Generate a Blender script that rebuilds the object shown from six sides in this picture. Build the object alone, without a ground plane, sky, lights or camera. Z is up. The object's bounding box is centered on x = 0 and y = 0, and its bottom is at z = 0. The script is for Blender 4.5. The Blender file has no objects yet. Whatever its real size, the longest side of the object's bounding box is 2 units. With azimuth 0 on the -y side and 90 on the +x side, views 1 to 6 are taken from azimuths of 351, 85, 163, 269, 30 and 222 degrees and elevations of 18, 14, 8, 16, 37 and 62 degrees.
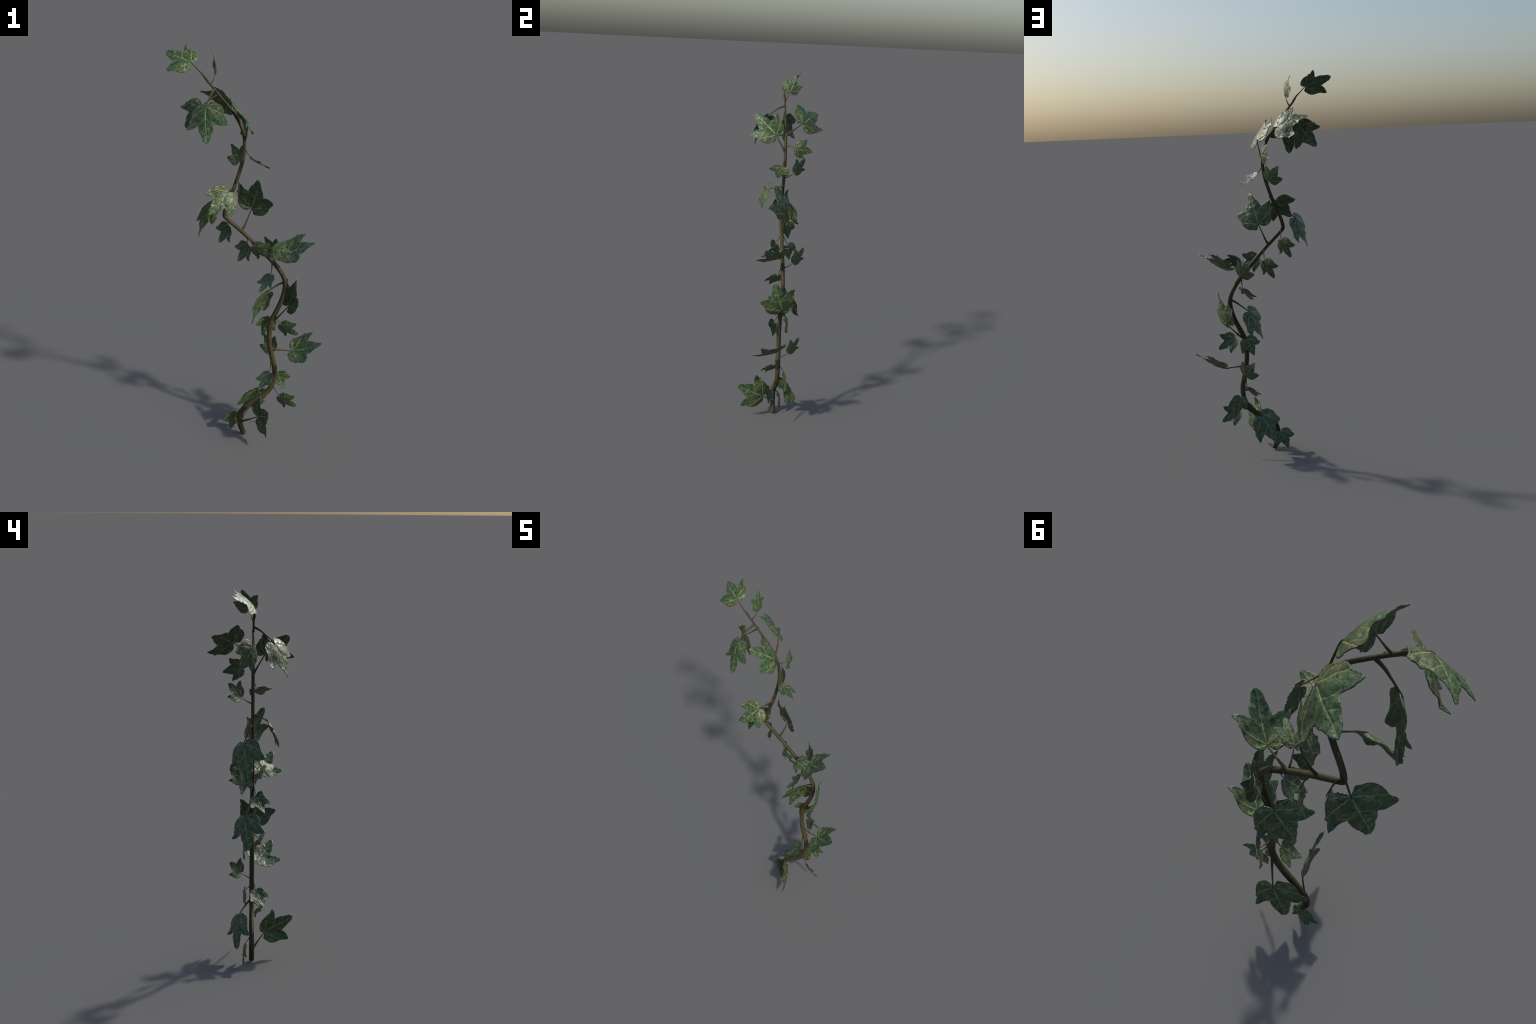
"""A climbing ivy shoot: one winding stem and thirty-one lobed leaves on petioles."""
import bpy, math, random
import numpy as np
from mathutils import Vector, Quaternion, geometry, noise

random.seed(7)

# ------------------------------------------------------------------ stem ---
# spine of the stem in the x-z plane (it only winds sideways), with its radius
STEM = [  # x, z, radius
    (-.009, .0055, .0136), (-.018, .027, .0136), (-.027, .050, .0137), (-.033, .080, .0138), (-.032, .108, .0138), (-.023, .136, .0137),
    (.014, .172, .0136), (.057, .200, .0136), (.097, .225, .0135), (.128, .260, .0134),
    (.146, .306, .0133), (.150, .353, .0133), (.145, .393, .0132), (.132, .447, .0130),
    (.122, .501, .0128), (.119, .553, .0126), (.122, .609, .0124), (.135, .650, .0123), (.154, .687, .0122),
    (.179, .744, .0119), (.193, .795, .0117), (.195, .839, .0115), (.183, .877, .0113), (.153, .925, .0110),
    (.117, .967, .0107), (.075, 1.012, .0104), (.024, 1.066, .0101), (-.014, 1.104, .0099),
    (-.058, 1.144, .0097), (-.092, 1.176, .0096), (-.106, 1.190, .0096), (-.1085, 1.199, .0097), (-.1075, 1.211, .0096), (-.101, 1.240, .0094),
    (-.083, 1.288, .0093), (-.065, 1.328, .0092), (-.050, 1.368, .0091), (-.034, 1.417, .0090), (-.022, 1.460, .0089),
    (-.014, 1.503, .0087), (-.012, 1.539, .0085), (-.015, 1.582, .0081), (-.023, 1.612, .0077),
    (-.041, 1.651, .0071), (-.065, 1.690, .0066), (-.092, 1.726, .0062), (-.122, 1.762, .0058),
    (-.148, 1.794, .0054), (-.171, 1.821, .0052), (-.185, 1.837, .0054), (-.196, 1.852, .0050), (-.206, 1.865, .0034),
]
STEM_Y = .0012

# ---------------------------------------------------------------- leaves ---
# where each blade meets its petiole, how it is turned (quaternion), its length
LEAVES = [
    ((-0.260, 0.009, 1.922), (0.877, 0.278, -0.222, 0.324), 0.145),
    ((-0.140, 0.024, 1.882), (0.645, 0.340, 0.532, 0.430), 0.101),
    ((-0.204, -0.096, 1.737), (0.203, -0.193, -0.540, 0.793), 0.173),
    ((-0.218, 0.003, 1.719), (0.477, 0.029, -0.738, 0.476), 0.148),
    ((-0.005, -0.057, 1.654), (0.422, 0.409, 0.184, 0.788), 0.175),
    ((-0.064, 0.098, 1.718), (0.789, -0.089, 0.423, 0.436), 0.174),
    ((-0.025, 0.068, 1.447), (0.447, 0.002, 0.762, 0.469), 0.100),
    ((0.011, 0.058, 1.585), (0.699, -0.178, 0.692, -0.020), 0.098),
    ((0.016, -0.019, 1.474), (0.094, -0.758, -0.603, 0.230), 0.102),
    ((-0.099, -0.083, 1.334), (0.317, 0.266, -0.512, 0.753), 0.144),
    ((0.028, 0.020, 1.225), (0.156, 0.282, 0.535, 0.781), 0.174),
    ((-0.166, 0.045, 1.246), (0.663, -0.578, -0.189, 0.436), 0.174),
    ((-0.085, 0.038, 1.132), (0.580, -0.643, 0.468, -0.177), 0.101),
    ((0.011, 0.039, 1.030), (0.582, -0.647, 0.463, -0.169), 0.101),
    ((0.147, 0.067, 0.971), (0.449, -0.008, 0.755, 0.478), 0.101),
    ((0.190, -0.021, 1.001), (0.076, 0.783, 0.527, 0.321), 0.175),
    ((0.119, -0.022, 0.881), (0.265, -0.825, 0.437, -0.241), 0.101),
    ((0.103, 0.040, 0.773), (0.667, -0.573, -0.181, 0.440), 0.175),
    ((0.218, 0.001, 0.713), (0.356, 0.533, 0.524, 0.561), 0.174),
    ((0.126, 0.045, 0.632), (0.701, -0.694, 0.058, 0.154), 0.100),
    ((0.173, -0.038, 0.624), (0.109, 0.512, 0.675, -0.520), 0.101),
    ((0.147, 0.067, 0.443), (0.449, -0.006, 0.758, 0.472), 0.101),
    ((0.239, -0.024, 0.472), (0.071, 0.783, 0.530, 0.317), 0.175),
    ((0.171, -0.044, 0.224), (0.114, 0.511, 0.672, -0.524), 0.102),
    ((0.071, 0.076, 0.218), (0.734, -0.604, -0.070, 0.302), 0.174),
    ((-0.042, 0.042, 0.105), (0.718, -0.679, 0.049, 0.146), 0.101),
    ((0.055, -0.069, 0.135), (0.130, 0.633, 0.270, 0.714), 0.174),
    ((0.030, -0.038, 1.044), (0.122, 0.497, 0.676, -0.531), 0.100),
    ((0.119, -0.021, 0.348), (0.276, -0.837, 0.423, -0.211), 0.100),
    ((0.171, 0.043, 0.321), (0.684, -0.686, -0.211, -0.130), 0.100),
    ((0.118, -0.062, 1.034), (0.421, 0.313, 0.195, -0.829), 0.098),
]

# blade of length 1 from the petiole (0,0) to the tip: margin, anticlockwise
# from the basal sinus round the green lobe, the tip and the browned lobe
MARGIN = [  # x, y, height of the surface there
    (-.008, .004, -.002), (-.035, -.045, -.03), (-.085, -.110, -.058), (-.135, -.135, -.070), (-.210, -.118, -.072),
    (-.290, -.092, -.074), (-.352, -.066, -.075), (-.400, -.040, -.075), (-.450, .012, -.065), (-.495, .078, -.045),
    (-.522, .150, -.030), (-.540, .225, -.026), (-.562, .285, -.033), (-.600, .340, -.042), (-.636, .395, -.052),
    (-.652, .440, -.060), (-.652, .480, -.066), (-.612, .497, -.056), (-.550, .503, -.046), (-.490, .515, -.034), (-.430, .510, -.014), (-.370, .492, .002),
    (-.303, .470, .014), (-.292, .530, .017), (-.280, .590, .014), (-.257, .650, .003), (-.228, .705, -.006), (-.212, .760, -.014),
    (-.204, .812, -.020), (-.192, .850, -.026), (-.172, .888, -.030), (-.154, .928, -.030), (-.122, .962, -.024), (-.082, 1.000, -.014),
    (-.032, .962, .008), (.004, .914, .026), (.024, .850, .041), (.054, .792, .041), (.092, .735, .035), (.136, .670, .020), (.163, .600, .006),
    (.188, .520, -.010), (.235, .528, -.026), (.290, .549, -.038), (.345, .580, -.034), (.395, .612, -.022), (.450, .622, -.002), (.520, .625, .020),
    (.512, .570, .000), (.488, .505, -.040), (.470, .458, -.056), (.494, .425, -.062), (.497, .392, -.062), (.476, .362, -.060), (.458, .300, -.058),
    (.444, .225, -.060), (.428, .150, -.066), (.405, .080, -.084), (.365, .022, -.095), (.300, -.035, -.098), (.230, -.072, -.098), (.165, -.085, -.095),
    (.105, -.072, -.075), (.050, -.040, -.040), (.012, .002, -.005),
]
# heights inside the blade: it is arched along the midrib and dips at the side veins
RELIEF = [
    (0, .02, .005), (-.012, .1, .020), (-.022, .2, .033), (-.031, .296, .040), (-.042, .39, .041), (-.055, .48, .038), (-.07, .62, .027), (-.082, .80, .012),
    (-.1, .05, .004), (-.2, .095, .004), (-.3, .13, -.002), (-.42, .17, -.012),
    (.1, .07, .002), (.2, .125, -.012), (.3, .22, -.024), (.4, .30, -.044),
    (.166, .363, .014), (.10, .50, .020), (.40, .425, -.058), (.33, .455, -.050), (.27, .485, -.036), (.43, .55, -.018), (.34, .52, -.040), (.30, .33, -.024),
    (-.2, .32, .028), (-.42, .38, -.006), (-.25, .455, .022), (-.50, .40, -.030), (-.30, .02, -.030), (.30, .06, -.055),
]
VEINS = [  # main veins, then side veins, as short poly-lines (x, y)
    ([(0, .01), (-.022, .2), (-.045, .42), (-.068, .62), (-.082, .82), (-.08, .97)], 1.0),
    ([(0, .01), (-.13, .06), (-.30, .125), (-.44, .19), (-.525, .225)], .9),
    ([(0, .01), (.14, .10), (.28, .20), (.40, .30), (.485, .395)], .9),
    ([(-.44, .19), (-.545, .32), (-.63, .46)], .6),
    ([(.42, .32), (.45, .48), (.505, .60)], .55),
    ([(0, .0), (-.10, -.04), (-.22, -.065), (-.31, -.06)], .6),
    ([(0, .0), (.10, -.01), (.22, -.01), (.33, .03)], .6),
    ([(-.035, .33), (-.12, .39), (-.22, .43), (-.34, .43)], .55),
    ([(-.035, .30), (.05, .37), (.13, .46), (.19, .51)], .5),
    ([(-.062, .56), (-.15, .60), (-.24, .66)], .5),
    ([(-.062, .58), (.02, .64), (.10, .70)], .5),
    ([(-.078, .74), (-.14, .80), (-.18, .84)], .4),
    ([(-.078, .76), (-.03, .82), (.01, .86)], .4),
    ([(-.22, .10), (-.30, .22), (-.38, .33), (-.46, .40)], .45),
    ([(-.20, .09), (-.26, .01), (-.33, -.04)], .4),
    ([(-.34, .145), (-.41, .06), (-.46, .03)], .35),
    ([(.22, .155), (.26, .28), (.31, .42), (.36, .53)], .45),
    ([(.20, .14), (.29, .10), (.39, .09)], .4),
    ([(.31, .225), (.37, .22), (.43, .20)], .35),
]
PETIOLE = [  # y, z, radius in blade lengths; runs back from the blade into the stem
    (.045, .008, .0060), (.0, -.004, .0150), (-.06, -.036, .0165), (-.14, -.090, .0175), (-.22, -.143, .0190), (-.30, -.200, .0215), (-.37, -.246, .0270),
    (-.43, -.296, .0300), (-.48, -.345, .0330), (-.53, -.400, .0360), (-.560, -.435, .0330), (-.575, -.455, .0200),
]
THICK = .013


def tps(pts):
    """thin-plate spline z(x, y) through the given points"""
    p = np.array(pts, float)
    n = len(p)

    def u(r2):
        return np.where(r2 > 1e-12, r2 * np.log(r2 + 1e-12), 0)
    k = u(((p[:, None, :2] - p[None, :, :2]) ** 2).sum(-1)) + np.eye(n) * 2e-4
    q = np.c_[np.ones(n), p[:, :2]]
    a = np.block([[k, q], [q.T, np.zeros((3, 3))]])
    w = np.linalg.solve(a, np.r_[p[:, 2], 0, 0, 0])

    def f(xy):
        xy = np.atleast_2d(xy)
        return u(((xy[:, None] - p[None, :, :2]) ** 2).sum(-1)) @ w[:n] + w[n] + xy @ w[n + 1:]
    return f


def facets(pts):
    """the same heights joined by flat facets, so that the blade keeps soft creases"""
    p = np.array(pts, float)
    v, _, tri, orig, *_ = geometry.delaunay_2d_cdt([Vector(q[:2]) for q in p], [], [], 0, 1e-6)
    h = [p[o[0], 2] for o in orig]

    def f(xy):
        out = np.full(len(xy), np.nan)
        for t in tri:
            a, b, c = (np.array(v[i]) for i in t)
            m = np.array([b - a, c - a]).T
            d = m[0, 0] * m[1, 1] - m[0, 1] * m[1, 0]
            if abs(d) < 1e-9:
                continue
            r = xy - a
            u = (r[:, 0] * m[1, 1] - r[:, 1] * m[0, 1]) / d
            w = (r[:, 1] * m[0, 0] - r[:, 0] * m[1, 0]) / d
            k = (u >= -1e-4) & (w >= -1e-4) & (u + w <= 1 + 1e-4)
            out[k] = h[t[0]] + u[k] * (h[t[1]] - h[t[0]]) + w[k] * (h[t[2]] - h[t[0]])
        return out
    return f


def seg_dist(xy, a, b):
    a, b = np.array(a), np.array(b)
    d = b - a
    t = np.clip(((xy - a) @ d) / (d @ d), 0, 1)
    return np.linalg.norm(xy - a - t[:, None] * d, axis=1)


def margin_line():
    """the margin, subdivided and slightly ragged between the control points"""
    rng = random.Random(3)
    p = [Vector(m[:2]) for m in MARGIN]
    out = []
    n = len(p)
    for i in range(n):
        a, b = p[i], p[(i + 1) % n]
        if i == n - 1:
            out.append(a)
            continue
        steps = max(1, int((b - a).length / .018))
        nor = Vector((b.y - a.y, a.x - b.x)).normalized()
        for s in range(steps):
            t = s / steps
            off = nor * rng.uniform(-.0050, .0060) if s else Vector((0, 0))
            out.append(a.lerp(b, t) + off)
    return out


def blade_mesh():
    line = margin_line()
    nb = len(line)
    poly = np.array([tuple(v) for v in line])
    # interior grid, jittered, kept clear of the margin
    rng = random.Random(5)
    step = .024
    cand = []
    y = -.16
    row = 0
    while y < 1.02:
        x = -.68 + (step / 2 if row % 2 else 0)
        while x < .56:
            cand.append((x + rng.uniform(-.004, .004), y + rng.uniform(-.004, .004)))
            x += step
        y += step * .87
        row += 1
    cand = np.array(cand)
    inside = np.zeros(len(cand), bool)
    j = nb - 1
    for i in range(nb):
        yi, yj = poly[i, 1], poly[j, 1]
        hit = ((yi > cand[:, 1]) != (yj > cand[:, 1])) & (cand[:, 0] < (poly[j, 0] - poly[i, 0]) * (cand[:, 1] - yi) / (yj - yi + 1e-12) + poly[i, 0])
        inside ^= hit
        j = i
    near = np.full(len(cand), 9.)
    for i in range(nb):
        near = np.minimum(near, seg_dist(cand, poly[i], poly[(i + 1) % nb]))
    cand = cand[inside & (near > .012)]
    pts = np.vstack([poly, cand])
    edges = [(i, (i + 1) % nb) for i in range(nb)]
    v, e, f, *_ = geometry.delaunay_2d_cdt([Vector(p) for p in pts], edges, [], 1, 1e-6)
    xy = np.array([tuple(p) for p in v])
    soft = tps(MARGIN + RELIEF)(xy)
    flat = facets(MARGIN + RELIEF)(xy)
    z = np.where(np.isnan(flat), soft, .4 * soft + .6 * flat)
    # grooves along the veins and puckers between them
    groove = np.zeros(len(xy))
    for line_, w in VEINS:
        d = np.min([seg_dist(xy, line_[i], line_[i + 1]) for i in range(len(line_) - 1)], axis=0)
        groove = np.maximum(groove, w * np.exp(-(d / .032) ** 2))
    puck = np.array([noise.noise(Vector((p[0] * 7, p[1] * 7, 1.3))) * .013 + noise.noise(Vector((p[0] * 17, p[1] * 17, 4.1))) * .0050 for p in xy])
    z = z - groove * .017 + puck
    n = len(xy)
    verts = [(p[0], p[1], h) for p, h in zip(xy, z + THICK / 2)] + [(p[0], p[1], h) for p, h in zip(xy, z - THICK / 2)]
    # outline of the triangulated patch
    faces, border = [], {}
    for t in f:
        t = list(t)
        faces.append(t)
        for a, b in zip(t, t[1:] + t[:1]):
            if (b, a) in border:
                del border[(b, a)]
            else:
                border[(a, b)] = 1
    back = [[i + n for i in reversed(t)] for t in faces]
    wall = [[b, a, a + n, b + n] for a, b in border]
    me = bpy.data.meshes.new("blade")
    me.from_pydata(verts, [], faces + back + wall)
    me.update()
    smooth = [True] * (len(faces) * 2) + [False] * len(wall)
    me.polygons.foreach_set("use_smooth", smooth)
    me.validate()
    return me


def tube(name, path, radii, ring, cap=True, lump=0., seed=0, ellipse=1.):
    """a tube along a list of points, with parallel-transported rings"""
    rng = random.Random(seed)
    n = len(path)
    tang = [(path[min(i + 1, n - 1)] - path[max(i - 1, 0)]).normalized() for i in range(n)]
    side = tang[0].orthogonal().normalized()
    verts, faces = [], []
    for i, (p, r) in enumerate(zip(path, radii)):
        side = (side - tang[i] * side.dot(tang[i])).normalized()
        up = tang[i].cross(side)
        for k in range(ring):
            a = math.tau * k / ring
            d = side * math.cos(a) + up * math.sin(a)
            q = p + d * r
            if lump:
                q += d * r * lump * (noise.noise(Vector((q.x * 30 + d.x, q.y * 30 + d.y, q.z * 14 + seed))) + .6 * noise.noise(Vector((q.x * 140, q.y * 140, q.z * 50))))
            verts.append(q)
    for i in range(n - 1):
        for k in range(ring):
            a, b = i * ring + k, i * ring + (k + 1) % ring
            faces.append((a, b, b + ring, a + ring))
    if cap:
        faces.append(tuple(reversed(range(ring))))
        faces.append(tuple(range((n - 1) * ring, n * ring)))
    me = bpy.data.meshes.new(name)
    me.from_pydata([tuple(v) for v in verts], [], faces)
    me.polygons.foreach_set("use_smooth", [len(f) == 4 for f in faces])
    me.update()
    return me


def spline(pts, sub):
    """Catmull-Rom through tuples of any length"""
    p = [np.array(q, float) for q in pts]
    p = [2 * p[0] - p[1]] + p + [2 * p[-1] - p[-2]]
    out = []
    for i in range(1, len(p) - 2):
        for s in range(sub):
            t = s / sub
            a, b, c, d = p[i - 1], p[i], p[i + 1], p[i + 2]
            out.append(.5 * (2 * b + (c - a) * t + (2 * a - 5 * b + 4 * c - d) * t * t + (3 * b - a - 3 * c + d) * t ** 3))
    out.append(p[-2])
    return out


# ------------------------------------------------------------- materials ---
class Nodes:
    def __init__(self, name):
        self.mat = bpy.data.materials.new(name)
        self.mat.use_nodes = True
        self.t = self.mat.node_tree
        self.bsdf = self.t.nodes["Principled BSDF"]

    def new(self, kind, **props):
        n = self.t.nodes.new(kind)
        for k, v in props.items():
            setattr(n, k, v)
        return n

    def put(self, sock, v):
        if isinstance(v, bpy.types.NodeSocket):
            self.t.links.new(v, sock)
        else:
            sock.default_value = v

    def math(self, op, a, b=0., c=0., clamp=False):
        n = self.new("ShaderNodeMath", operation=op, use_clamp=clamp)
        for s, v in zip(n.inputs, (a, b, c)):
            self.put(s, v)
        return n.outputs[0]

    def vec(self, op, a, b=(0, 0, 0), scale=None):
        n = self.new("ShaderNodeVectorMath", operation=op)
        self.put(n.inputs[0], a)
        if op not in ("LENGTH",):
            self.put(n.inputs[1], b)
        if scale is not None:
            self.put(n.inputs["Scale"], scale)
        return n.outputs["Value" if op in ("DOT_PRODUCT", "LENGTH", "DISTANCE") else "Vector"]

    def noise(self, vec, scale, detail=3., rough=.55, dist=0.):
        n = self.new("ShaderNodeTexNoise")
        self.put(n.inputs["Vector"], vec)
        n.inputs["Scale"].default_value = scale
        n.inputs["Detail"].default_value = detail
        n.inputs["Roughness"].default_value = rough
        n.inputs["Distortion"].default_value = dist
        return n.outputs["Fac"]

    def step(self, v, lo, hi, a=0., b=1.):
        n = self.new("ShaderNodeMapRange", interpolation_type="SMOOTHSTEP")
        self.put(n.inputs["Value"], v)
        for k, x in zip(("From Min", "From Max", "To Min", "To Max"), (lo, hi, a, b)):
            self.put(n.inputs[k], x)
        return n.outputs["Result"]

    def mix(self, fac, a, b, blend="MIX"):
        n = self.new("ShaderNodeMix", data_type="RGBA", blend_type=blend)
        self.put(n.inputs["Factor"], fac)
        for s, v in ((n.inputs["A"] if False else n.inputs[6], a), (n.inputs[7], b)):
            self.put(s, (*v, 1) if isinstance(v, tuple) and len(v) == 3 else v)
        return n.outputs[2]


def blob(m, flat, centre, radius):
    """1 at a centre on the blade, falling to 0 at the radius"""
    return m.step(m.vec("DISTANCE", flat, (*centre, 0)), radius * .25, radius, 1., 0.)


def leaf_material():
    m = Nodes("ivy_leaf")
    obj = m.new("ShaderNodeTexCoord").outputs["Object"]
    sep = m.new("ShaderNodeSeparateXYZ")
    m.put(sep.inputs[0], obj)
    com = m.new("ShaderNodeCombineXYZ")
    m.put(com.inputs[0], sep.outputs[0])
    m.put(com.inputs[1], sep.outputs[1])
    flat0 = com.outputs[0]
    # a little wander so the veins are not ruler straight
    wob = m.new("ShaderNodeTexNoise")
    m.put(wob.inputs["Vector"], flat0)
    wob.inputs["Scale"].default_value = 9
    wob.inputs["Detail"].default_value = 2
    off = m.vec("SCALE", m.vec("SUBTRACT", wob.outputs["Color"], (.5, .5, .5)), scale=.035)
    flat = m.vec("MULTIPLY", m.vec("ADD", flat0, off), (1, 1, 0))

    def line_mask(lines, width):
        total = None
        for pts, w in lines:
            for a, b in zip(pts, pts[1:]):
                av, ab = (*a, 0), (b[0] - a[0], b[1] - a[1], 0)
                l2 = ab[0] ** 2 + ab[1] ** 2
                # (the tiny term chains the segments, so that they are worked out one after another)
                here = flat if total is None else m.vec("ADD", flat, m.vec("SCALE", (1e-7, 0, 0), scale=total))
                pa = m.vec("SUBTRACT", here, av)
                t = m.math("MULTIPLY", m.vec("DOT_PRODUCT", pa, ab), 1 / l2, clamp=True)
                d = m.vec("LENGTH", m.vec("SUBTRACT", pa, m.vec("SCALE", ab, scale=t)))
                k = m.math("MULTIPLY", m.math("SUBTRACT", 1, m.math("DIVIDE", d, width * (.55 + .45 * w)), clamp=True), w)
                total = k if total is None else m.math("MAXIMUM", total, k)
        return total

    main = line_mask(VEINS[:5], .021)
    side = line_mask(VEINS[5:], .022)
    # fine net of veinlets
    vor = m.new("ShaderNodeTexVoronoi", feature="DISTANCE_TO_EDGE")
    m.put(vor.inputs["Vector"], flat)
    vor.inputs["Scale"].default_value = 8
    net = m.step(vor.outputs["Distance"], .0, .07, 1., 0.)

    big = m.noise(flat, 3.5, 4, .6)
    mid = m.noise(flat, 6.5, 5, .62, .8)
    fine = m.noise(flat, 38, 4, .7)
    base = m.mix(m.step(big, .36, .66), LEAF["dark"], LEAF["green"])
    base = m.mix(m.math("MULTIPLY", m.step(m.noise(m.vec("ADD", flat, (7, 2, 0)), 8, 5, .62, .6), .50, .64), .80), base, LEAF["deep"])
    base = m.mix(m.math("MULTIPLY", m.step(mid, .50, .68), .80), base, LEAF["light"])
    # paler net between the veinlets
    base = m.mix(m.math("MULTIPLY", net, .22), base, LEAF["light"])
    # browned lobe, basal edges and scattered rust
    rust = m.math("MAXIMUM", blob(m, flat, (.37, .27), .30), m.math("MULTIPLY", blob(m, flat, (.40, .06), .24), .6))
    rust = m.math("MAXIMUM", rust, m.math("MULTIPLY", blob(m, flat, (-.38, .0), .30), .8))
    rust = m.math("MAXIMUM", rust, m.math("MULTIPLY", blob(m, flat, (.08, .50), .22), .5))
    rust = m.math("MAXIMUM", rust, m.math("MULTIPLY", blob(m, flat, (-.18, .24), .22), .35))
    rust = m.math("MULTIPLY", rust, m.step(m.noise(flat, 10, 5, .7, .5), .34, .62))
    rust = m.math("ADD", rust, m.math("MULTIPLY", m.step(m.noise(flat, 8, 5, .65), .60, .74), .5), clamp=True)
    base = m.mix(m.math("MULTIPLY", rust, .76), base, LEAF["rust"])
    # bluish bloom
    blue = m.math("MULTIPLY", m.step(m.noise(m.vec("ADD", flat, (3, 1, 0)), 6, 4), .54, .70), .45)
    base = m.mix(blue, base, LEAF["blue"])
    veinc = m.mix(m.math("MULTIPLY", m.step(m.vec("LENGTH", flat), .0, .22, 1., 0.), .6), m.mix(m.step(m.vec("LENGTH", flat), .22, .55), LEAF["vein"], LEAF["sidevein"]), LEAF["stalk"])
    broken = m.step(m.noise(flat, 14, 3, .6), .34, .62, .30, 1.)
    fade = m.step(m.vec("LENGTH", flat), .15, .9, 1., .45)
    base = m.mix(m.math("MULTIPLY", m.step(side, .10, .60), m.math("MULTIPLY", broken, .85)), base, LEAF["sidevein"])
    base = m.mix(m.math("MULTIPLY", m.step(main, .15, .85), m.math("MULTIPLY", m.math("MULTIPLY", m.math("ADD", m.math("MULTIPLY", broken, .5), .5), fade), 1.)), base, veinc)
    # the under side is duller
    geo = m.new("ShaderNodeNewGeometry")
    nrm = m.new("ShaderNodeSeparateXYZ")
    m.put(nrm.inputs[0], m.new("ShaderNodeTexCoord").outputs["Normal"])
    under = m.step(nrm.outputs[2], -.15, .15, 1., 0.)
    dull = m.mix(.75, base, LEAF["under"], "MULTIPLY")
    col = m.mix(under, base, dull)
    grain = m.step(fine, .32, .68, .75, 1.25)
    gv = m.new("ShaderNodeCombineXYZ")
    for i in range(3):
        m.put(gv.inputs[i], grain)
    col = m.mix(1., col, gv.outputs[0], "MULTIPLY")
    m.put(m.bsdf.inputs["Base Color"], col)
    m.put(m.bsdf.inputs["Roughness"], m.step(mid, .36, .64, LEAF["rough"][1], LEAF["rough"][0]))
    m.bsdf.inputs["Specular IOR Level"].default_value = LEAF["spec"]
    height = m.math("ADD", m.math("MULTIPLY", m.math("MAXIMUM", main, m.math("MULTIPLY", side, .7)), -.12), m.math("ADD", m.math("MULTIPLY", m.noise(flat, 14, 3, .55), 1.0), m.math("MULTIPLY", fine, .22)))
    bump = m.new("ShaderNodeBump")
    bump.inputs["Strength"].default_value = LEAF["bump"]
    bump.inputs["Distance"].default_value = .0024
    m.put(bump.inputs["Height"], height)
    m.put(m.bsdf.inputs["Normal"], bump.outputs[0])
    return m.mat


LEAF = dict(dark=(.021, .058, .022), green=(.048, .104, .034), light=(.150, .205, .085), deep=(.006, .019, .012),
            rust=(.100, .060, .018), blue=(.026, .056, .056), vein=(.320, .350, .100), stalk=(.15, .09, .025),
            under=(.80, .82, .82), rough=(.27, .54), spec=.5, bump=1., sidevein=(.235, .300, .140))


def bark_material(name, cols, scale):
    m = Nodes(name)
    obj = m.new("ShaderNodeTexCoord").outputs["Object"]
    mp = m.new("ShaderNodeMapping")
    m.put(mp.inputs[0], obj)
    mp.inputs["Scale"].default_value = scale
    streak = m.noise(mp.outputs[0], 1., 5, .65, .3)
    patch = m.noise(obj, 9 if name == "ivy_stem" else 6, 3)
    base = m.mix(m.step(patch, .35, .65), cols[0], cols[1])
    base = m.mix(m.math("MULTIPLY", m.step(streak, .45, .75), .6), base, cols[2])
    m.put(m.bsdf.inputs["Base Color"], base)
    m.bsdf.inputs["Roughness"].default_value = .62
    m.bsdf.inputs["Specular IOR Level"].default_value = .3
    bump = m.new("ShaderNodeBump")
    bump.inputs["Strength"].default_value = .35
    bump.inputs["Distance"].default_value = .002
    m.put(bump.inputs["Height"], streak)
    m.put(m.bsdf.inputs["Normal"], bump.outputs[0])
    return m.mat


# --------------------------------------------------------------- assemble ---
def link(o, parent):
    bpy.context.scene.collection.objects.link(o)
    o.parent = parent
    return o


leaf_mat = leaf_material()
stem_mat = bark_material("ivy_stem", ((.038, .033, .013), (.058, .048, .019), (.020, .016, .007)), (95, 95, 16))
stalk_mat = bark_material("ivy_petiole", ((.050, .037, .012), (.068, .048, .015), (.030, .022, .008)), (40, 8, 8))

vine = bpy.data.objects.new("ivy_vine", None)
vine.empty_display_size = .1
bpy.context.scene.collection.objects.link(vine)
vine["label"] = "winding brown ivy stem with dark green mottled lobed leaves"
vine["category"] = "ivy vine"

sp = spline(STEM, 4)
stem_me = tube("stem", [Vector((p[0], STEM_Y, p[1])) for p in sp], [p[2] for p in sp], 20, lump=.07, seed=2)
stem_me.materials.append(stem_mat)
link(bpy.data.objects.new("stem", stem_me), vine)

blade = blade_mesh()
blade.materials.append(leaf_mat)
pp = spline(PETIOLE, 3)
pet = tube("petiole", [Vector((0, p[0], p[1])) for p in pp], [p[2] for p in pp], 10, lump=.0)
pet.materials.append(stalk_mat)
for i, (loc, q, size) in enumerate(LEAVES):
    name = "leaf" if i == 0 else "leaf.%03d" % i
    o = link(bpy.data.objects.new(name, blade), vine)
    o.rotation_mode = "QUATERNION"
    o.location, o.rotation_quaternion, o.scale = loc, Quaternion(q).normalized(), (size,) * 3
    link(bpy.data.objects.new(name.replace("leaf", "petiole"), pet), o)
